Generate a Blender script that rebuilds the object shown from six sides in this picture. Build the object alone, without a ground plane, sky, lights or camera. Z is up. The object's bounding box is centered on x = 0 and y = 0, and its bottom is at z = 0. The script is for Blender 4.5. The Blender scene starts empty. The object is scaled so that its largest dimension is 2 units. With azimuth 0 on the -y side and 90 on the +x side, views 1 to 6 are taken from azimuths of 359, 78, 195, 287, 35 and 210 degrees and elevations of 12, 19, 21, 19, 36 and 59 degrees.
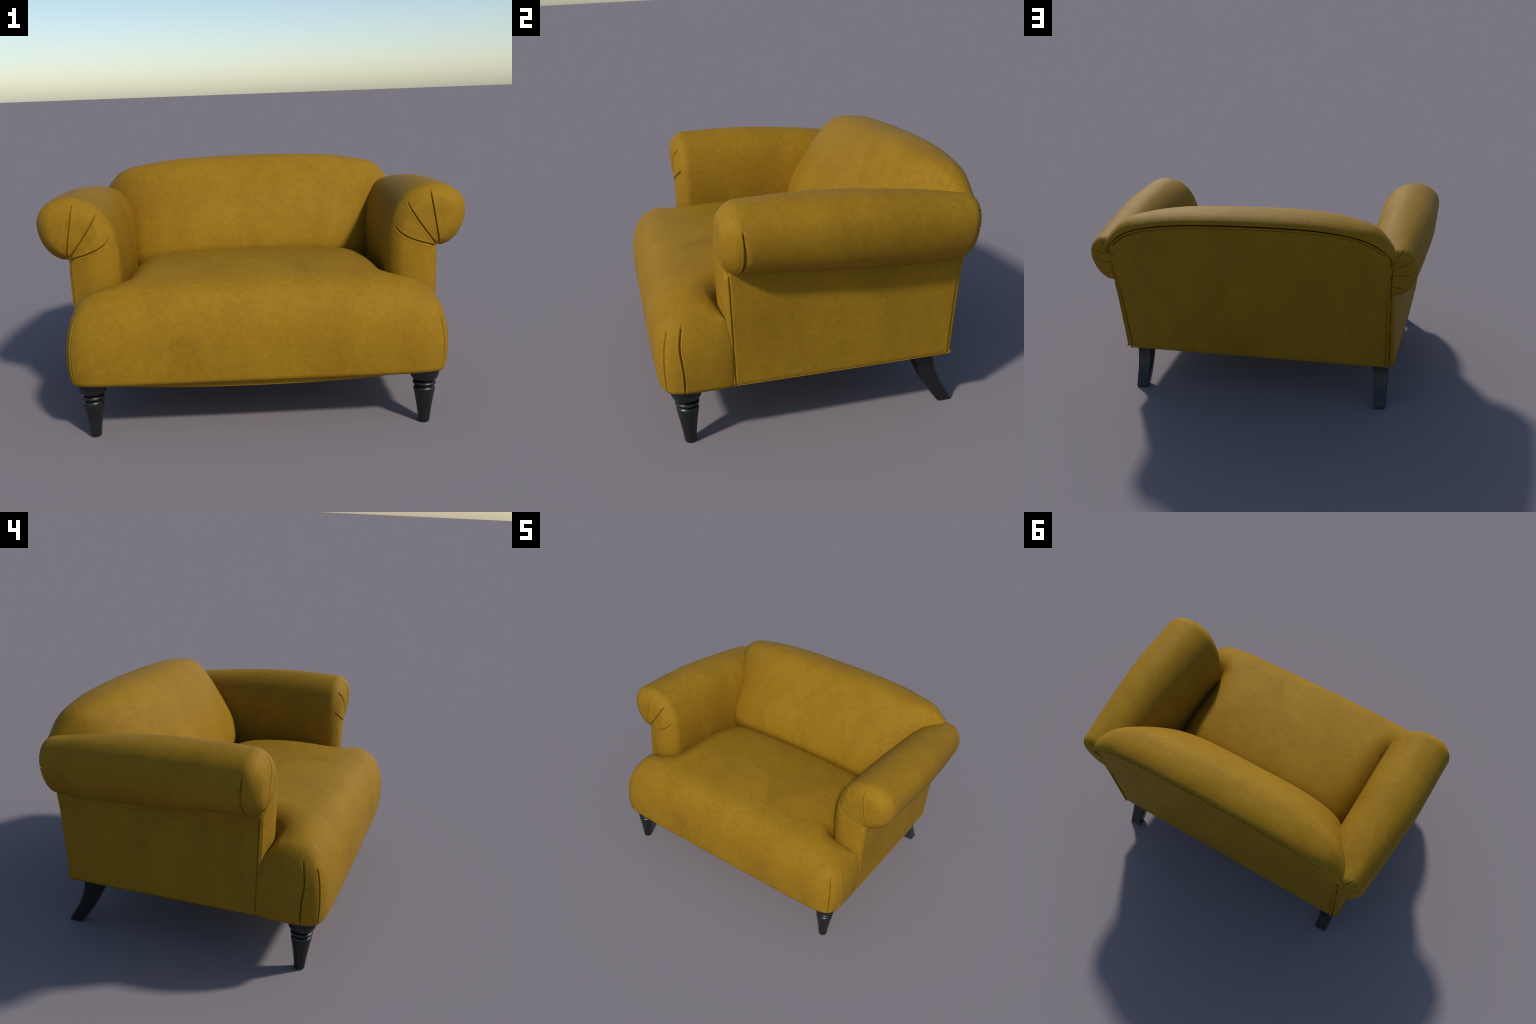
# Two-seat velvet sofa with rolled arms, built part by part from profiles and lofts.
import bpy, bmesh, math
import numpy as np
from mathutils import Vector
from mathutils.geometry import delaunay_2d_cdt

# ------------------------------------------------------------------ helpers
def catmull(pts, n=12, closed=False):
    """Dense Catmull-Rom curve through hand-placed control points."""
    p = np.asarray(pts, float)
    m = len(p)
    out = []
    for i in range(m if closed else m - 1):
        if closed:
            a, b, c, d = p[(i - 1) % m], p[i], p[(i + 1) % m], p[(i + 2) % m]
        else:
            b, c = p[i], p[i + 1]
            a = p[i - 1] if i > 0 else 2 * b - c
            d = p[i + 2] if i + 2 < m else 2 * c - b
        t = (np.arange(n) / n)[:, None]
        out.append(0.5 * (2 * b + (c - a) * t + (2 * a - 5 * b + 4 * c - d) * t ** 2
                          + (3 * b - a - 3 * c + d) * t ** 3))
    out = np.concatenate(out)
    return out if closed else np.vstack([out, p[-1]])


def resample(curve, n, closed=False, weight=None):
    """Resample a dense curve to n points; weight(mid) > 1 packs points closer."""
    c = np.vstack([curve, curve[:1]]) if closed else curve
    seg = np.linalg.norm(np.diff(c, axis=0), axis=1)
    if weight is not None:
        seg = seg * weight((c[1:] + c[:-1]) / 2)
    s = np.concatenate([[0], np.cumsum(seg)])
    t = np.linspace(0, s[-1], n, endpoint=not closed)
    return np.stack([np.interp(t, s, c[:, k]) for k in range(c.shape[1])], 1)


def smoothstep(a, b, x):
    t = np.clip((np.asarray(x, float) - a) / (b - a), 0, 1)
    return t * t * (3 - 2 * t)


def curve_fn(table):
    """Smooth one-dimensional function through (x, value) control points."""
    d = catmull(table, 16)
    return lambda x: np.interp(x, d[:, 0], d[:, 1])


def inward_normals(loop, width=1):
    """2D normals of a closed clockwise or anticlockwise loop, pointing inwards."""
    t = np.roll(loop, -width, 0) - np.roll(loop, width, 0)
    t /= np.linalg.norm(t, axis=1)[:, None] + 1e-12
    nrm = np.stack([-t[:, 1], t[:, 0]], 1)
    x, y = loop[:, 0], loop[:, 1]
    area = np.sum(x * np.roll(y, -1) - y * np.roll(x, -1))
    return nrm if area > 0 else -nrm


def polyline_distance(P, line):
    """Distance of points to a polyline, and position 0..1 along it."""
    best = np.full(len(P), 9.0)
    along = np.zeros(len(P))
    m = len(line) - 1
    for i in range(m):
        a, d = line[i], line[i + 1] - line[i]
        t = np.clip(((P - a) @ d) / (d @ d + 1e-15), 0, 1)
        r = np.linalg.norm(P - a - t[:, None] * d, axis=1)
        k = r < best
        best[k] = r[k]
        along[k] = (i + t[k]) / m
    return best, along


def grid_mesh(name, rings, close_ring=True, cap_start=False, cap_end=False, flip=False):
    """Mesh from a list of equally long rings of points."""
    R, N = len(rings), len(rings[0])
    verts = np.concatenate(rings)
    i, j = np.meshgrid(np.arange(R - 1), np.arange(N if close_ring else N - 1), indexing="ij")
    j2 = (j + 1) % N
    quads = np.stack([i * N + j, i * N + j2, (i + 1) * N + j2, (i + 1) * N + j], -1).reshape(-1, 4)
    faces = [tuple(q) for q in quads.tolist()]
    if cap_start:
        faces.append(tuple(range(N))[::-1])
    if cap_end:
        faces.append(tuple(range((R - 1) * N, R * N)))
    if flip:
        faces = [f[::-1] for f in faces]
    return verts, faces


def vertex_normals(verts, faces):
    out = np.zeros_like(verts)
    q = np.array([f for f in faces if len(f) == 4])
    n = np.cross(verts[q[:, 2]] - verts[q[:, 0]], verts[q[:, 3]] - verts[q[:, 1]])
    for k in range(4):
        np.add.at(out, q[:, k], n)
    tri = [f for f in faces if len(f) == 3]
    if tri:
        t = np.array(tri)
        n = np.cross(verts[t[:, 1]] - verts[t[:, 0]], verts[t[:, 2]] - verts[t[:, 0]])
        for k in range(3):
            np.add.at(out, t[:, k], n)
    return out / (np.linalg.norm(out, axis=1)[:, None] + 1e-12)


def settle(line, verts):
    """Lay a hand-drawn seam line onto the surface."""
    lo, hi = line.min(0) - 0.05, line.max(0) + 0.05
    near = verts[np.all((verts > lo) & (verts < hi), axis=1)]
    out = line.copy()
    for i, p in enumerate(line):
        d = np.sum((near - p) ** 2, axis=1)
        k = np.argsort(d)[:4]
        w = 1 / (d[k] + 1e-7)
        out[i] = (near[k] * w[:, None]).sum(0) / w.sum()
    for _ in range(3):
        out[1:-1] = (out[:-2] + 2 * out[1:-1] + out[2:]) / 4
    return out


def press_seams(verts, faces, seams):
    """Sink sewn folds into a surface: a narrow groove with a soft rounded lip on both sides."""
    nrm = vertex_normals(verts, faces)
    move = np.zeros(len(verts))
    for line, depth, width, fade in seams:
        line = settle(np.asarray(line), verts)
        lo, hi = line.min(0) - 0.06, line.max(0) + 0.06
        k = np.where(np.all((verts > lo) & (verts < hi), axis=1))[0]
        if not len(k):
            continue
        d, s = polyline_distance(verts[k], line)
        ends = smoothstep(0, fade[0], s + 1e-6) if fade[0] else 1.0
        ends = ends * (smoothstep(0, fade[1], 1 - s + 1e-6) if fade[1] else 1.0)
        move[k] += (-depth * np.exp(-(d / width) ** 2)
                    + 0.08 * depth * np.exp(-((d - 2.6 * width) / (1.6 * width)) ** 2)) * ends
    return verts + nrm * move[:, None]


def fill_loop(loop, spacing, fine=None, fine_spacing=None):
    """Even triangle mesh inside a closed 2D loop; its first vertices are the loop itself."""
    n = len(loop)
    lo, hi = loop.min(0), loop.max(0)

    def lattice(h):
        xs, ys = np.arange(lo[0], hi[0], h), np.arange(lo[1], hi[1], h * 0.866)
        return np.array([(x + (0.5 * h if k % 2 else 0), y) for k, y in enumerate(ys) for x in xs])

    g, size = lattice(spacing), spacing
    if fine is not None:
        small = lattice(fine_spacing)
        g, small = g[~fine(g)], small[fine(small)]
        size = np.concatenate([np.full(len(g), spacing), np.full(len(small), fine_spacing)])
        g = np.vstack([g, small])
    inside = np.zeros(len(g), bool)
    near = np.full(len(g), 9.0)
    for i in range(n):
        a, b = loop[i], loop[(i + 1) % n]
        hit = (a[1] > g[:, 1]) != (b[1] > g[:, 1])
        if a[1] != b[1]:
            inside ^= hit & (g[:, 0] < (b[0] - a[0]) * (g[:, 1] - a[1]) / (b[1] - a[1]) + a[0])
        near = np.minimum(near, np.hypot(g[:, 0] - a[0], g[:, 1] - a[1]))
    g = g[inside & (near > 0.65 * size)]
    pts = [Vector(p) for p in np.vstack([loop, g]).tolist()]
    v, e, f, ov, oe, of = delaunay_2d_cdt(pts, [(i, (i + 1) % n) for i in range(n)], [], 1, 1e-7)
    back = [o[0] if o else -1 for o in ov]
    faces = [tuple(back[i] for i in face) for face in f]
    return np.array([tuple(p) for p in pts]), [t for t in faces if min(t) >= 0 and len(set(t)) == 3]


def relax(values, faces, fixed, rounds):
    """Smooth a value over a triangle mesh; the first `fixed` vertices keep theirs."""
    t = np.array(faces)
    e = np.unique(np.sort(np.vstack([t[:, :2], t[:, 1:], t[:, [0, 2]]]), axis=1), axis=0)
    count = np.bincount(e.ravel(), minlength=len(values)).clip(1)
    for _ in range(rounds):
        acc = np.bincount(e[:, 0], values[e[:, 1]], len(values)) + np.bincount(e[:, 1], values[e[:, 0]], len(values))
        new = 0.5 * values + 0.5 * acc / count
        new[:fixed] = values[:fixed]
        values = new
    return values


def join_patch(verts, faces, ring_start, n, patch, tris):
    """Add a filled patch whose first n vertices are the ring starting at ring_start."""
    base = len(verts)
    idx = lambda i: ring_start + i if i < n else base + i - n
    return np.vstack([verts, patch[n:]]), faces + [tuple(idx(i) for i in t) for t in tris]


def outward(verts, faces):
    """Turn all faces outwards, so that seams press inwards."""
    bm = bmesh.new()
    vs = [bm.verts.new(v) for v in verts.tolist()]
    for f in faces:
        try:
            bm.faces.new([vs[i] for i in f])
        except ValueError:
            pass
    bm.verts.index_update()
    bmesh.ops.recalc_face_normals(bm, faces=bm.faces)
    out = [tuple(v.index for v in f.verts) for f in bm.faces]
    bm.free()
    return out


ROOT = None


def add_object(name, verts, faces, material, mirror=False, smooth=True, sharp=None):
    verts = np.array(verts, float)
    if mirror:
        verts = verts * [-1, 1, 1]
        faces = [f[::-1] for f in faces]
    me = bpy.data.meshes.new(name)
    me.from_pydata([tuple(v) for v in verts.tolist()], [], faces)
    me.validate()
    me.update()
    if smooth:
        me.polygons.foreach_set("use_smooth", [True] * len(me.polygons))
        if sharp:
            me.set_sharp_from_angle(angle=math.radians(sharp))
    me.materials.append(material)
    ob = bpy.data.objects.new(name, me)
    bpy.context.scene.collection.objects.link(ob)
    ob.parent = ROOT
    return ob


def tube(path, radius, sides=10, taper=0):
    """Cord of round section along a 3D path, closed at both ends; it may thin out over its last points."""
    path = np.asarray(path, float)
    t = np.gradient(path, axis=0)
    t /= np.linalg.norm(t, axis=1)[:, None]
    ref = np.array([0.31, 0.2, 0.93]) if abs(t[:, 2]).mean() < 0.8 else np.array([1.0, 0.2, 0.0])
    u = np.cross(t, ref)
    u /= np.linalg.norm(u, axis=1)[:, None]
    w = np.cross(t, u)
    a = np.linspace(0, 2 * math.pi, sides, endpoint=False)
    size = np.full(len(path), radius)
    if taper:
        size[-taper:] *= np.linspace(1, 0.25, taper)
    rings = [p + r * (np.cos(a)[:, None] * uu + np.sin(a)[:, None] * ww) for p, r, uu, ww in zip(path, size, u, w)]
    return grid_mesh("cord", rings, cap_start=True, cap_end=True, flip=True)


# ------------------------------------------------------------------ materials
def velvet_material():
    m = bpy.data.materials.new("mustard_velvet")
    m.use_nodes = True
    nt = m.node_tree
    N, L = nt.nodes, nt.links
    bsdf = N["Principled BSDF"]
    co = N.new("ShaderNodeTexCoord")

    def noise(scale, detail, rough, stretch=(1, 1, 1), distort=0.0):
        mp = N.new("ShaderNodeMapping")
        mp.inputs["Scale"].default_value = stretch
        L.new(co.outputs["Object"], mp.inputs["Vector"])
        n = N.new("ShaderNodeTexNoise")
        n.inputs["Scale"].default_value = scale
        n.inputs["Detail"].default_value = detail
        n.inputs["Roughness"].default_value = rough
        n.inputs["Distortion"].default_value = distort
        L.new(mp.outputs["Vector"], n.inputs["Vector"])
        return n.outputs["Fac"]

    def ramp(fac, stops):
        r = N.new("ShaderNodeValToRGB")
        els = r.color_ramp.elements
        while len(els) < len(stops):
            els.new(0.5)
        for e, (p, c) in zip(els, stops):
            e.position = p
            e.color = (*c, 1)
        L.new(fac, r.inputs["Fac"])
        return r.outputs["Color"]

    def mix(kind, fac, a, b):
        x = N.new("ShaderNodeMix")
        x.data_type = "RGBA"
        x.blend_type = kind
        x.inputs["Factor"].default_value = fac
        L.new(a, x.inputs["A"])
        L.new(b, x.inputs["B"])
        return x.outputs["Result"]

    # broad brushed patches of the pile, from deeper ochre to brighter mustard
    broad = ramp(noise(4.2, 6, 0.62, (1, 1, 0.55), 0.5),
                 [(0.28, VELVET_DARK), (0.72, VELVET_LIGHT)])
    # smaller blotches and fine grain
    blot = ramp(noise(42, 6, 0.7), [(0.30, (0.85, 0.85, 0.85)), (0.70, (1.13, 1.13, 1.13))])
    grain = ramp(noise(260, 3, 0.6), [(0.25, (0.88, 0.88, 0.88)), (0.75, (1.10, 1.10, 1.10))])
    col = mix("MULTIPLY", 0.75, broad, blot)
    col = mix("MULTIPLY", 0.7, col, grain)
    L.new(col, bsdf.inputs["Base Color"])
    bsdf.inputs["Roughness"].default_value = 0.62
    bsdf.inputs["Specular IOR Level"].default_value = 0.12
    bsdf.inputs["Specular Tint"].default_value = (1.0, 0.80, 0.40, 1)
    bsdf.inputs["Sheen Weight"].default_value = SHEEN
    bsdf.inputs["Sheen Roughness"].default_value = 0.45
    bsdf.inputs["Sheen Tint"].default_value = (1.0, 0.85, 0.5, 1)
    bump = N.new("ShaderNodeBump")
    bump.inputs["Strength"].default_value = 0.12
    bump.inputs["Distance"].default_value = 0.002
    L.new(noise(420, 2, 0.6), bump.inputs["Height"])
    L.new(bump.outputs["Normal"], bsdf.inputs["Normal"])
    return m


def lacquer_material():
    m = bpy.data.materials.new("black_lacquered_wood")
    m.use_nodes = True
    nt = m.node_tree
    N, L = nt.nodes, nt.links
    bsdf = N["Principled BSDF"]
    co = N.new("ShaderNodeTexCoord")
    mp = N.new("ShaderNodeMapping")
    mp.inputs["Scale"].default_value = (1, 1, 0.12)
    L.new(co.outputs["Object"], mp.inputs["Vector"])
    n = N.new("ShaderNodeTexNoise")
    n.inputs["Scale"].default_value = 90
    n.inputs["Detail"].default_value = 4
    L.new(mp.outputs["Vector"], n.inputs["Vector"])
    r = N.new("ShaderNodeValToRGB")
    r.color_ramp.elements[0].color = (0.0060, 0.0060, 0.0062, 1)
    r.color_ramp.elements[1].color = (0.0090, 0.0090, 0.0090, 1)
    L.new(n.outputs["Fac"], r.inputs["Fac"])
    L.new(r.outputs["Color"], bsdf.inputs["Base Color"])
    bsdf.inputs["Roughness"].default_value = 0.36
    bsdf.inputs["Specular IOR Level"].default_value = 0.5
    return m


VELVET_DARK = (0.240, 0.1262, 0.0100)
VELVET_LIGHT = (0.300, 0.1658, 0.0120)
SHEEN = 0.0

# ------------------------------------------------------------------ overall sizes
BASE = 0.262            # underside of the upholstery
BACK_Y0, BACK_SLOPE = 0.600, 0.104     # the rear leans: y = BACK_Y0 + slope * (z - BASE)


def rear_y(z):
    return BACK_Y0 + BACK_SLOPE * (np.asarray(z, float) - BASE)


# ------------------------------------------------------------------ seat cushion
def build_seat(material):
    FRONT, SIDE, INNER, BACK = -0.700, 0.860, 0.672, 0.300
    half = [(0.0, FRONT - 0.0005), (0.30, FRONT), (0.55, FRONT + 0.001), (0.68, FRONT + 0.004), (0.750, FRONT + 0.009),
            (0.801, FRONT + 0.023), (0.834, FRONT + 0.047), (0.852, FRONT + 0.088), (0.8595, FRONT + 0.140), (SIDE, FRONT + 0.205),
            (SIDE, -0.44), (0.858, -0.405), (0.851, -0.380), (0.832, -0.367), (0.79, -0.370), (0.725, -0.373), (0.690, -0.364), (INNER, -0.335),
            (INNER, -0.15), (INNER, 0.1), (0.668, 0.23), (0.655, 0.275), (0.62, BACK), (0.40, BACK)]
    loop = half + [(-x, y) for x, y in half[::-1] if x > 0]
    dense = catmull(loop, 14, closed=True)

    def density(p):
        corner = (np.abs(p[:, 0]) > 0.72) & (p[:, 1] < -0.5)
        return np.where(corner, 4.5, np.where(p[:, 1] < -0.34, 1.2, 0.7))

    outline = resample(dense, 1300, True, density)
    nrm = inward_normals(outline, 3)
    coarse = resample(dense, 700, True)
    coarse = np.vstack([coarse, coarse[:1]])

    crown = curve_fn([(-0.72, 0.682), (-0.55, 0.703), (-0.40, 0.721), (-0.2, 0.730), (0.0, 0.721), (0.15, 0.700), (0.35, 0.665)])
    fall = curve_fn([(-0.72, 0.012), (-0.55, 0.016), (-0.4, 0.021), (-0.2, 0.024), (0.0, 0.034), (0.2, 0.046), (0.35, 0.055)])
    ROUND, DEPTH = 0.205, 0.275

    def drop(d, p):
        """Rounded shoulder: how far the surface lies below the crown at distance d from the edge; fuller in front."""
        u = np.clip(1 - d / ROUND, 0, 1)
        n = 2.28 + 0.20 * smoothstep(-0.46, -0.62, p[:, 1]) * smoothstep(0.84, 0.62, np.abs(p[:, 0]))
        return DEPTH * (1 - (1 - u ** n) ** (1 / n))

    def top(x, y):
        corner = smoothstep(0.62, 0.85, np.abs(x)) * smoothstep(-0.48, -0.69, y)
        return crown(y) - fall(y) * (np.abs(x) / 0.64) ** 2.4 - 0.022 * corner

    rings = []
    foot = [(0.050, 0.0), (0.036, 0.0005), (0.024, 0.004), (0.014, 0.011), (0.008, 0.022)]
    for off, dz in foot:
        rings.append(np.column_stack([outline + nrm * off, np.full(len(outline), BASE + dz)]))
    brim = top(outline[:, 0], outline[:, 1]) - DEPTH
    for k in range(1, 17):
        t = k / 17
        off = 0.008 * (1 - t) ** 2.0
        z = BASE + 0.022 + (brim - BASE - 0.022) * t
        rings.append(np.column_stack([outline + nrm * off, z]))
    shoulder = 0.018 * np.linspace(0, 1, 20) ** 2.2
    for off in shoulder:
        p = outline + nrm * off
        rings.append(np.column_stack([p, top(p[:, 0], p[:, 1]) - drop(np.full(len(p), off), p)]))
    verts, faces = grid_mesh("seat", rings, cap_start=True)
    n = len(outline)
    flat, tris = fill_loop(rings[-1][:, :2], 0.010, lambda p: (polyline_distance(p, coarse[::3])[0] < 0.085) & (p[:, 1] < -0.32), 0.0045)
    d, _ = polyline_distance(flat, coarse)
    d[:n] = shoulder[-1]
    soft = relax(d, tris, n, 110)        # soften the ridges where two edges are equally far
    d = d + (soft - d) * smoothstep(0.022, 0.075, d)
    z = top(flat[:, 0], flat[:, 1]) - drop(d, flat)
    z[:n] = rings[-1][:, 2]
    verts, faces = join_patch(verts, faces, (len(rings) - 1) * n, n, np.column_stack([flat, z]), tris)
    faces = outward(verts, faces)
    seams = []
    for s in (1, -1):
        front = catmull([(0.803 * s, -0.640, 0.566), (0.812 * s, -0.651, 0.50), (0.815 * s, -0.654, 0.42), (0.813 * s, -0.653, 0.34), (0.803 * s, -0.644, 0.262)], 8)
        side = catmull([(0.813 * s, -0.572, 0.580), (0.838 * s, -0.588, 0.53), (0.845 * s, -0.594, 0.47), (0.846 * s, -0.588, 0.40), (0.842 * s, -0.585, 0.33), (0.830 * s, -0.588, 0.262)], 8)
        seams += [(front, 0.009, 0.0024, (0.12, 0)), (side, 0.011, 0.0028, (0.12, 0))]
    verts = press_seams(verts, faces, seams)
    return add_object("seat_cushion", verts, faces, material, sharp=60)


# ------------------------------------------------------------------ rolled armrest
ARM_SECTION = [(0.842, 0.2625), (0.8425, 0.275), (0.844, 0.40), (0.848, 0.60), (0.851, 0.735), (0.852, 0.762), (0.857, 0.7745), (0.872, 0.7775), (0.897, 0.781),
               (0.934, 0.798), (0.967, 0.834), (0.989, 0.880), (0.999, 0.930), (0.995, 0.978), (0.975, 1.018),
               (0.938, 1.050), (0.895, 1.067), (0.845, 1.073), (0.795, 1.066), (0.745, 1.044), (0.703, 1.010),
               (0.672, 0.965), (0.649, 0.91), (0.635, 0.85), (0.627, 0.77), (0.627, 0.62), (0.632, 0.45), (0.640, 0.30), (0.6405, 0.275), (0.646, 0.2635), (0.66, 0.2625), (0.833, 0.2625)]
arm_sink = curve_fn([(-0.5, 0.006), (-0.36, 0.004), (-0.22, 0.0), (-0.05, 0.0), (0.1, 0.008), (0.2, 0.018), (0.4, 0.042), (0.56, 0.070), (0.68, 0.095), (0.8, 0.12)])
arm_dip = curve_fn([(-0.5, -0.003), (-0.36, -0.003), (-0.12, 0.012), (0.17, 0.037), (0.45, 0.056), (0.7, 0.052)])
arm_side = curve_fn([(-0.5, 0.0), (-0.38, 0.0), (0.2, 0.016), (0.64, 0.033), (0.8, 0.037)])
arm_out = curve_fn([(-0.5, 0.0), (-0.05, 0.0), (0.1, 0.003), (0.42, 0.030), (0.62, 0.050), (0.8, 0.065)])


def bend_arm(P):
    """The arm narrows and sinks from the front towards the rear."""
    x, y, z = P[:, 0].copy(), P[:, 1], P[:, 2].copy()
    w = smoothstep(0.84, 1.0, x)
    inner = smoothstep(0.64, 0.82, x)
    x2 = x - inner * (arm_side(y) * (1 - w) + arm_out(y) * w)
    h = np.clip((z - 0.785) / 0.30, 0, 1)
    low = smoothstep(0.60, 0.785, z)
    sink = arm_sink(y) * (1 - 0.22 * smoothstep(0.80, 0.95, x))       # the outer shoulder stays fuller
    z2 = z - low * (arm_dip(y) * (1 - h) + sink * h)
    # the hem rises a little towards the front
    z2 = z2 + 0.016 * smoothstep(0.34, 0.27, z) * np.clip((0.58 - y) / 0.96, 0, 1)
    return np.column_stack([x2, y, z2])


def build_arm(material, mirror):
    dense = catmull(ARM_SECTION, 14, closed=True)
    outline = resample(dense, 900, True, lambda p: np.where(p[:, 1] > 0.70, 1.9, np.where(p[:, 1] < 0.5, 0.4, 1.0)))
    nrm = inward_normals(outline, 2)
    x, z = outline[:, 0], outline[:, 1]
    # edge rounding: crisp along the outer board, soft round the roll and the inner face
    outer_board = (1 - smoothstep(0.745, 0.80, z)) * smoothstep(0.80, 0.82, x)
    R_front = 0.062 * (1 - outer_board) + 0.010 * outer_board
    R_front = R_front * np.where(z < 0.30, 0.4, 1)
    R_rear = 0.046 * (1 - outer_board) + 0.010 * outer_board
    for _ in range(12):
        R_front = (np.roll(R_front, 1) + R_front + np.roll(R_front, -1)) / 3
        R_rear = (np.roll(R_rear, 1) + R_rear + np.roll(R_rear, -1)) / 3
    FACE = -0.390
    closed = np.vstack([dense[::6], dense[:1]])

    def dome(p, height):
        d, _ = polyline_distance(p, closed)
        return height * smoothstep(-0.02, 0.105, d)

    rings = []
    for a in np.linspace(math.pi / 2, 0, 52):
        p = outline + nrm * (R_front * (1 - math.cos(a)))[:, None]
        y = FACE + R_front * (1 - math.sin(a)) - dome(p, 0.024) * math.sin(a) ** 2
        rings.append(np.column_stack([p[:, 0], y, p[:, 1]]))
    # long body
    end = rear_y(z) + 0.002
    for k in np.linspace(0, 1, 66)[1:-1]:
        y = (FACE + R_front) * (1 - k) + (end - R_rear) * k
        rings.append(np.column_stack([x, y, z]))
    # rear end, closing against the back panel
    for a in np.linspace(0, math.pi / 2, 24):
        p = outline + nrm * (R_rear * (1 - math.cos(a)))[:, None]
        rings.append(np.column_stack([p[:, 0], rear_y(p[:, 1]) + 0.002 - R_rear * (1 - math.sin(a)), p[:, 1]]))
    PLEATS = [catmull(c, 10) for c in (
        [(0.822, 1.058), (0.826, 1.00), (0.838, 0.93), (0.850, 0.86), (0.860, 0.815), (0.863, 0.783)],
        [(0.711, 1.007), (0.728, 0.965), (0.763, 0.908), (0.803, 0.850), (0.835, 0.808), (0.853, 0.784)],
        [(0.650, 0.886), (0.672, 0.857), (0.715, 0.828), (0.775, 0.803), (0.825, 0.788), (0.848, 0.777)])]
    REAR_FOLDS = [catmull(c, 8) for c in (
        [(0.812, 0.674, 0.950), (0.840, 0.668, 0.957), (0.866, 0.655, 0.972), (0.880, 0.634, 0.983)],
        [(0.812, 0.668, 0.905), (0.850, 0.668, 0.903), (0.890, 0.668, 0.918), (0.918, 0.664, 0.938), (0.934, 0.650, 0.948)],
        [(0.812, 0.660, 0.850), (0.855, 0.661, 0.848), (0.895, 0.660, 0.858), (0.928, 0.650, 0.872), (0.940, 0.638, 0.880)],
        [(0.812, 0.652, 0.783), (0.845, 0.648, 0.777), (0.875, 0.640, 0.772)])]

    def near_lines(lines, reach):
        def test(p):
            hit = np.zeros(len(p), bool)
            for c in lines:
                hit |= polyline_distance(p, c[::3])[0] < reach
            return hit
        return test

    n = len(outline)
    verts, faces = grid_mesh("arm", rings)
    flat, tris = fill_loop(rings[0][:, [0, 2]], 0.006, near_lines(PLEATS, 0.013), 0.0015)
    y = FACE - dome(flat, 0.024)
    y[:n] = rings[0][:, 1]
    verts, faces = join_patch(verts, faces, 0, n, np.column_stack([flat[:, 0], y, flat[:, 1]]), tris)
    flat, tris = fill_loop(rings[-1][:, [0, 2]], 0.008, lambda p: (p[:, 1] > 0.74) & (p[:, 0] > 0.80) & (p[:, 1] < 1.05), 0.0022)
    y = rear_y(flat[:, 1]) + 0.002
    verts, faces = join_patch(verts, faces, (len(rings) - 1) * n, n, np.column_stack([flat[:, 0], y, flat[:, 1]]), tris)
    verts = bend_arm(verts)
    faces = outward(verts, faces)

    # pleats gathered at the inner corner below the roll
    def on_face(pts):
        p = np.array(pts)
        return np.column_stack([p[:, 0], FACE - dome(p, 0.024), p[:, 1]])

    def fold(pts, start_y):
        c = on_face(pts)
        f = np.linspace(1, 0, len(c))
        k = smoothstep(0.80, 1.0, f)
        c[:, 1] = c[:, 1] * (1 - k) + start_y * k
        return bend_arm(c)

    seams = [
        (fold(PLEATS[0], -0.377), 0.010, 0.0024, (0.15, 0)),
        (fold(PLEATS[1], -0.379), 0.010, 0.0024, (0.15, 0)),
        (fold(PLEATS[2], -0.381), 0.011, 0.0026, (0.15, 0)),
        # edge of the front cover on the outer side of the roll
        (bend_arm(catmull([(0.991, -0.334, 0.996), (0.999, -0.331, 0.95), (0.992, -0.329, 0.89), (0.966, -0.331, 0.838), (0.93, -0.338, 0.804),
                           (0.90, -0.352, 0.787), (0.873, -0.372, 0.779)], 10)), 0.010, 0.0028, (0.12, 0)),
    ]
    # folds lying over the rear end of the roll
    seams += [(c, 0.007, 0.0026, (0, 0.25)) for c in REAR_FOLDS]
    edge = catmull(panel_edge()[0] + panel_edge()[1][:3], 8) + [0.0085, 0.0]
    seams.append((np.column_stack([edge[:, 0], rear_y(edge[:, 1]) + 0.002, edge[:, 1]]), 0.010, 0.0040, (0, 0)))
    verts = press_seams(verts, faces, seams)
    return add_object("armrest", verts, faces, material, mirror=mirror, sharp=60)


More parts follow.
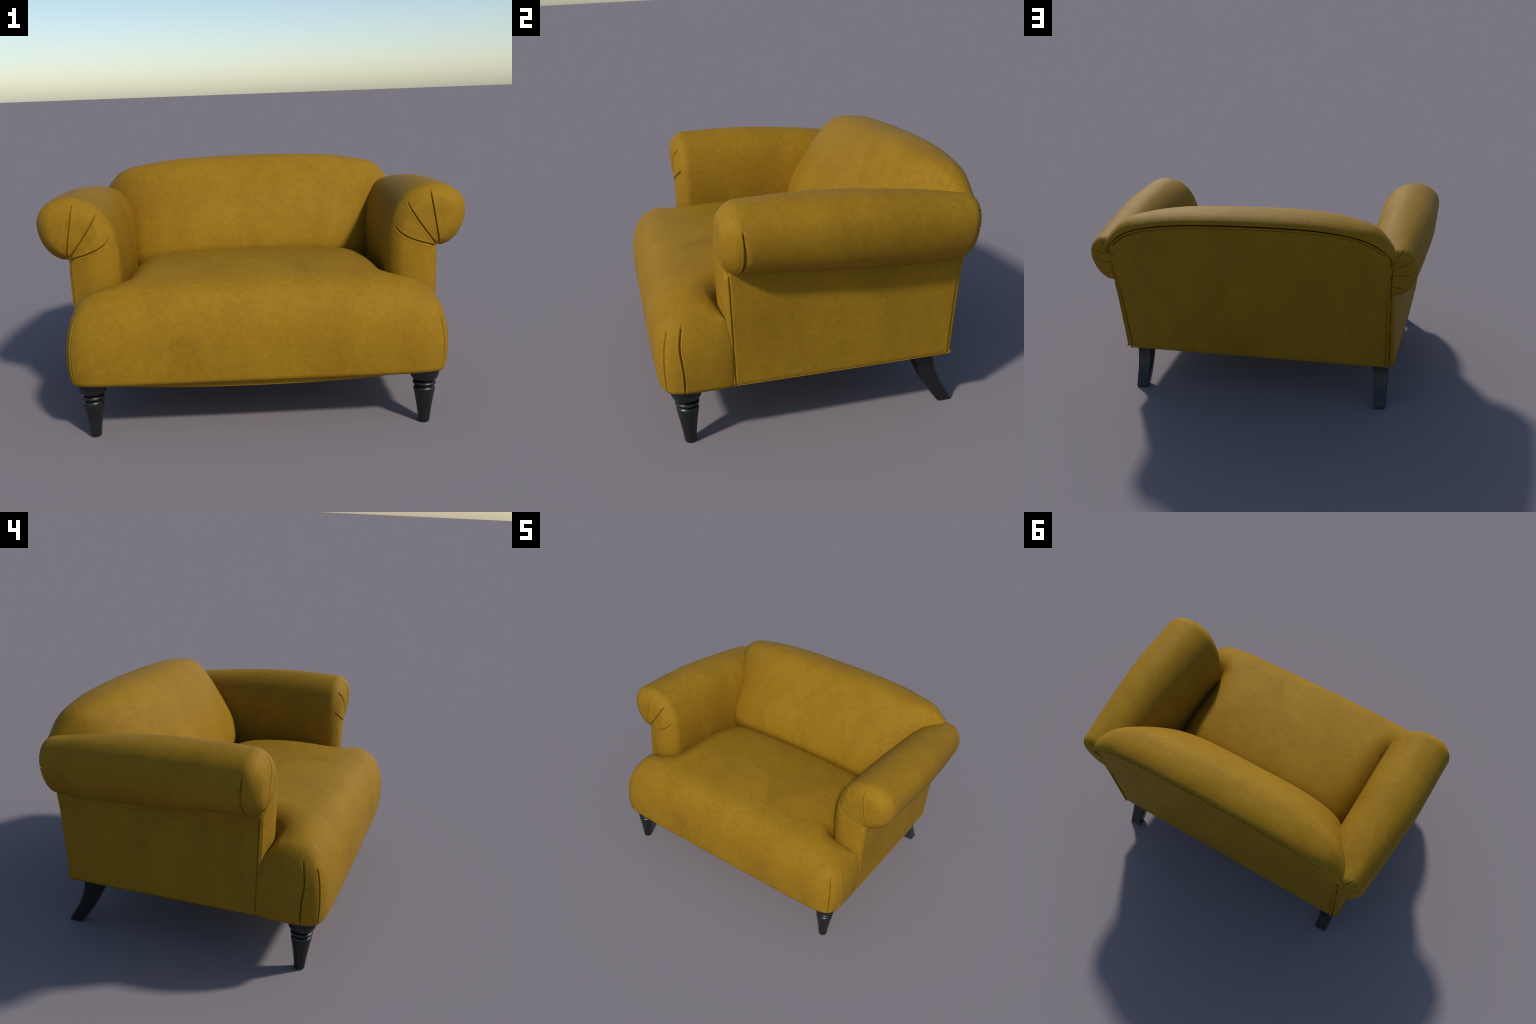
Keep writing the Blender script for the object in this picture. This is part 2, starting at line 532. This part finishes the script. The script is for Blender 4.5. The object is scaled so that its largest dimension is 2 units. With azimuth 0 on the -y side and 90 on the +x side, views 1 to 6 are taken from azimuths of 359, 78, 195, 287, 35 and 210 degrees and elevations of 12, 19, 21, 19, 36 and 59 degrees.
def build_side_panel(material, mirror):
    """Flat upholstered board on the outside of the arm, set a little proud."""
    zs = np.concatenate([[BASE, BASE + 0.002, BASE + 0.008], np.linspace(BASE + 0.02, 0.79, 40)])
    rim = np.array([0, 0.0014, 0.0028, 0.0028])
    rows = []
    sec = catmull(ARM_SECTION[:6], 12)

    def outer(z):
        return np.interp(z, sec[:, 1], sec[:, 0])

    rings = []
    for z in zs:
        y0, y1 = -0.374, float(rear_y(z)) - 0.016
        ys = np.concatenate([[y0, y0, y0 + 0.002, y0 + 0.006], np.linspace(y0 + 0.015, y1 - 0.015, 50), [y1 - 0.006, y1 - 0.002, y1, y1]])
        lift = np.full(len(ys), 0.0045)
        lift[:4] = [-0.01, 0.001, 0.0035, 0.0045]
        lift[-4:] = [0.0045, 0.0035, 0.001, -0.01]
        bulge = 0.004 * np.sin(np.clip((ys - y0) / (y1 - y0), 0, 1) * math.pi) * math.sin(min(1, max(0, (z - BASE) / 0.54)) * math.pi)
        low = min(1.0, (z - BASE) / 0.008)
        lift = lift * (0.3 + 0.7 * low) if low < 1 else lift
        P = np.column_stack([np.full(len(ys), float(outer(z))), ys, np.full(len(ys), z)])
        P = bend_arm(P)
        P[:, 0] += lift + bulge
        rings.append(P)
    first = rings[0].copy()
    first[:, 0] -= 0.012
    rings.insert(0, first)
    verts, faces = grid_mesh("side", rings, close_ring=False, flip=True)
    return add_object("side_panel", verts, faces, material, mirror=mirror, sharp=50)


# ------------------------------------------------------------------ backrest
panel_top = curve_fn([(-0.86, 0.905), (-0.80, 0.950), (-0.71, 1.016), (-0.58, 1.058), (-0.39, 1.082), (-0.15, 1.091), (0, 1.092),
                      (0.15, 1.091), (0.39, 1.082), (0.58, 1.058), (0.71, 1.016), (0.80, 0.950), (0.86, 0.905)])


def build_backrest(material):
    # section at the middle: (y, z), from the hidden foot of the cushion over the crest to the rear seam
    sec = catmull([(0.260, 0.50), (0.235, 0.575), (0.205, 0.635), (0.188, 0.70), (0.211, 0.80), (0.256, 0.90), (0.318, 1.0), (0.387, 1.077), (0.453, 1.130),
                   (0.515, 1.155), (0.590, 1.157), (0.646, 1.147), (0.684, 1.130), (0.699, 1.114), (0.695, 1.102), (0.668, 1.098), (0.63, 1.090)], 10)
    sec = resample(sec, 150)
    EDGE = 0.850
    u = np.linspace(-1, 1, 181)
    xs = np.sign(u) * EDGE * (1 - (1 - np.abs(u)) ** 1.7)
    rings = []
    for x in xs:
        r = min(abs(x) / EDGE, 1.0)
        power = 5.2 - 1.2 * smoothstep(0.80, 1.05, sec[:, 1])
        fy = np.maximum(np.sqrt(np.maximum(0.0, 1 - r ** power)), 0.02)
        fz = math.sqrt(max(0.0, 1 - r ** 17))
        fz = max(fz, 0.02)
        fy = fy * (1 - 0.03 * float(smoothstep(0.35, 0.80, r)) * smoothstep(0.78, 1.0, sec[:, 1]))
        p0 = float(panel_top(x))
        y = 0.697 - (0.697 - sec[:, 0]) * fy
        h = sec[:, 1] - 1.088
        # above the seam line the height shrinks, below it the section just shifts down with the seam
        rise = 1 + 0.30 * float(smoothstep(0.58, 0.79, abs(x)))
        z = np.where(h > 0, p0 + h * fz * rise, p0 + h)
        z = np.maximum(z, 0.45)
        y = np.minimum(y - 0.5 * (0.6864 - rear_y(p0)), np.where(h < -0.02, rear_y(z) - 0.015, 9))
        tuck = 0.25 + 0.75 * smoothstep(0.84, 0.95, z)      # the lower end hides inside the arm
        side = np.sign(x) * (min(abs(x), 0.70) + max(abs(x) - 0.70, 0) * tuck)
        # the cushion rounds away beside the arm, leaving a deep crease
        y = y + 0.016 * float(smoothstep(0.575, 0.66, abs(x))) ** 1.5 * smoothstep(1.05, 0.84, sec[:, 1]) * (np.arange(len(y)) < len(y) // 2)
        y = np.minimum(y, np.where(h < -0.02, rear_y(z) - 0.015, 9))
        rings.append(np.column_stack([side, y, z]))
    verts, faces = grid_mesh("back", rings, close_ring=True, cap_start=True, cap_end=True)
    return add_object("backrest", verts, faces, material, sharp=60)


def panel_edge(x_out=0.800):
    """Right half of the panel outline (x, z) from the bottom corner to the middle of the crest."""
    side = [(x_out - 0.020, BASE - 0.004), (x_out - 0.014, 0.45), (x_out - 0.005, 0.70), (x_out + 0.002, 0.88), (x_out + 0.002, 0.925)]
    crest = [(x, float(panel_top(x))) for x in (0.79, 0.76, 0.71, 0.65, 0.58, 0.48, 0.39, 0.27, 0.15, 0.0)]
    return side, crest


def build_back_panel(material):
    nx, nz = 120, 90
    us = np.linspace(-1, 1, nx)
    side, crest = panel_edge()
    sd = np.array(side)
    rings = []
    vs = np.concatenate([[0, 0, 0.004], np.linspace(0.015, 0.985, nz), [0.996, 1, 1]])
    for iv, v in enumerate(vs):
        pts = []
        for u in us:
            xt = u * 0.797
            zt = float(panel_top(xt)) - 0.0065
            z = BASE - 0.004 + v * (zt - BASE + 0.004)
            x = u * (np.interp(z, sd[:, 1], sd[:, 0]) - 0.0076)
            edge = min(1, 30 * (1 - abs(u)) + 0.0) * min(1, 40 * min(v, 1 - v))
            puff = 0.004 * math.sqrt(max(0, edge)) + 0.004 * (1 - u * u) * 4 * v * (1 - v)
            y = float(rear_y(z)) + 0.004 + 1.2 * puff
            if iv in (0, len(vs) - 1):
                y -= 0.03
            pts.append((x, y, z))
        rings.append(np.array(pts))
    for r in rings:
        r0, r1 = r[0].copy(), r[-1].copy()
        r[0, 1] -= 0.0
    # turn the left and right borders inwards
    rings = [np.vstack([r[:1] - [0, 0.03, 0], r, r[-1:] - [0, 0.03, 0]]) for r in rings]
    verts, faces = grid_mesh("panel", rings, close_ring=False, flip=True)
    return add_object("back_panel", verts, faces, material, sharp=60)


def build_piping(material):
    side, crest = panel_edge()
    right = catmull(side + crest, 10)
    whole = np.vstack([right, (right * [-1, 1])[::-1][1:]])
    path = np.column_stack([whole[:, 0], rear_y(whole[:, 1]) + 0.007 + 0.003 * smoothstep(0.93, 1.0, whole[:, 1]), whole[:, 1] + 0.003 * smoothstep(0.93, 1.0, whole[:, 1])])
    path = resample(path, 400)
    v, f = tube(path, 0.0062)
    add_object("piping", v, f, material)
    sec = catmull(ARM_SECTION[:7], 12)
    for mirror in (False, True):
        z = np.linspace(BASE + 0.016, 0.768, 50)
        x = np.interp(z, sec[:, 1], sec[:, 0])
        p = np.column_stack([x + 0.0005, np.full(50, -0.381), z])
        v, f = tube(p, 0.0050, taper=6)
        add_object("piping", v, f, material, mirror=mirror)


def build_underside(material):
    """Fabric-covered bottom, hanging just below the edge of the upholstery."""
    ring = catmull([(0.0, -0.655), (0.45, -0.648), (0.70, -0.61), (0.77, -0.56), (0.80, -0.3), (0.785, 0.2), (0.765, 0.55), (0.74, 0.588), (0.4, 0.592), (0.0, 0.592),
                    (-0.4, 0.592), (-0.74, 0.588), (-0.765, 0.55), (-0.785, 0.2), (-0.80, -0.3), (-0.77, -0.56), (-0.70, -0.61), (-0.45, -0.648)], 8, closed=True)
    ring = resample(ring, 200, True)
    rings = []
    for s, z in ((1.0, 0.29), (1.0, 0.260), (0.998, 0.2545), (0.99, 0.2530), (0.96, 0.2520), (0.6, 0.251), (0.02, 0.251)):
        sag = 0.016 * np.clip(1 - (ring[:, 0] * s / 0.70) ** 2, 0, 1) * (z < 0.255) * smoothstep(0.1, -0.5, ring[:, 1] * s)
        rings.append(np.column_stack([ring * s, z - sag]))
    v, f = grid_mesh("under", rings, cap_start=True, cap_end=True, flip=True)
    return add_object("underside", v, f, material, sharp=60)


# ------------------------------------------------------------------ legs
def build_front_legs(material):
    prof = catmull([(0.0, 0.0), (0.019, 0.0), (0.0235, 0.002), (0.0255, 0.008), (0.031, 0.055), (0.0395, 0.11), (0.0465, 0.150), (0.0485, 0.160), (0.0475, 0.168),
                    (0.0425, 0.1745), (0.0370, 0.1778), (0.0430, 0.1805), (0.0505, 0.1850), (0.0525, 0.1905), (0.0500, 0.1965),
                    (0.0440, 0.2005), (0.0385, 0.2035), (0.0460, 0.2065), (0.0560, 0.213), (0.0625, 0.224), (0.0665, 0.238), (0.0670, 0.252), (0.0670, 0.275)], 8)
    a = np.linspace(0, 2 * math.pi, 64, endpoint=False)
    rings = [np.column_stack([r * np.cos(a), r * np.sin(a), np.full(64, z)]) for r, z in np.maximum(prof, [1e-4, 0])]
    v, f = grid_mesh("leg", rings, cap_start=True, cap_end=True)
    first = add_object("front_leg", v, f, material)
    first.location = (0.755, -0.578, 0)
    other = first.copy()
    bpy.context.scene.collection.objects.link(other)
    other.location = (-0.755, -0.578, 0)


def build_rear_legs(material):
    # side view: rear and front edge (y, z); the leg sweeps backwards to the floor
    rear = catmull([(0.632, 0.0), (0.603, 0.053), (0.576, 0.102), (0.552, 0.161), (0.538, 0.225), (0.535, 0.275)], 10)
    front = catmull([(0.568, 0.0), (0.529, 0.056), (0.500, 0.106), (0.466, 0.178), (0.450, 0.232), (0.442, 0.275)], 10)
    n = 40
    rear, front = resample(rear, n), resample(front, n)
    outer = np.linspace(0.770, 0.776, n)
    inner = np.linspace(0.703, 0.688, n)
    c = 0.004
    rings = []
    for i in range(n):
        yr, zr, yf, zf = rear[i, 0], rear[i, 1], front[i, 0], front[i, 1]
        cc = c
        def P(x, t):
            return (x, yf + (yr - yf) * t, zf + (zr - zf) * t)
        d = cc / max(1e-6, yr - yf)
        ring = [P(outer[i] - cc, 0), P(outer[i] - cc * 0.3, 0 + d * 0.3), P(outer[i], d), P(outer[i], 1 - d), P(outer[i] - cc * 0.3, 1 - d * 0.3), P(outer[i] - cc, 1),
                P(inner[i] + cc, 1), P(inner[i] + cc * 0.3, 1 - d * 0.3), P(inner[i], 1 - d), P(inner[i], d), P(inner[i] + cc * 0.3, d * 0.3), P(inner[i] + cc, 0)]
        rings.append(np.array(ring))
    mid = rings[0].mean(0)
    low = mid + (rings[0] - mid) * 0.95
    rings[0][:, 2] += 0.003
    low[:, 2] = 0
    rings.insert(0, low)
    v, f = grid_mesh("leg", rings, cap_start=True, cap_end=True)
    for mirror in (False, True):
        add_object("rear_leg", v, f, material, mirror=mirror, sharp=35)


# ------------------------------------------------------------------ assemble
ROOT = bpy.data.objects.new("sofa", None)
bpy.context.scene.collection.objects.link(ROOT)
ROOT["label"] = "compact mustard velvet sofa with rolled arms and black legs"
ROOT["category"] = "sofa"

velvet = velvet_material()
lacquer = lacquer_material()
build_seat(velvet)
for m in (False, True):
    build_arm(velvet, m)
    build_side_panel(velvet, m)
build_backrest(velvet)
build_back_panel(velvet)
build_piping(velvet)
build_underside(velvet)
build_front_legs(lacquer)
build_rear_legs(lacquer)

# consistent outward normals on every part
import bmesh
for ob in list(bpy.context.scene.objects):
    if ob.type == "MESH" and not ob.data.get("done"):
        bm = bmesh.new()
        bm.from_mesh(ob.data)
        bmesh.ops.recalc_face_normals(bm, faces=bm.faces)
        bm.to_mesh(ob.data)
        bm.free()
        ob.data["done"] = 1
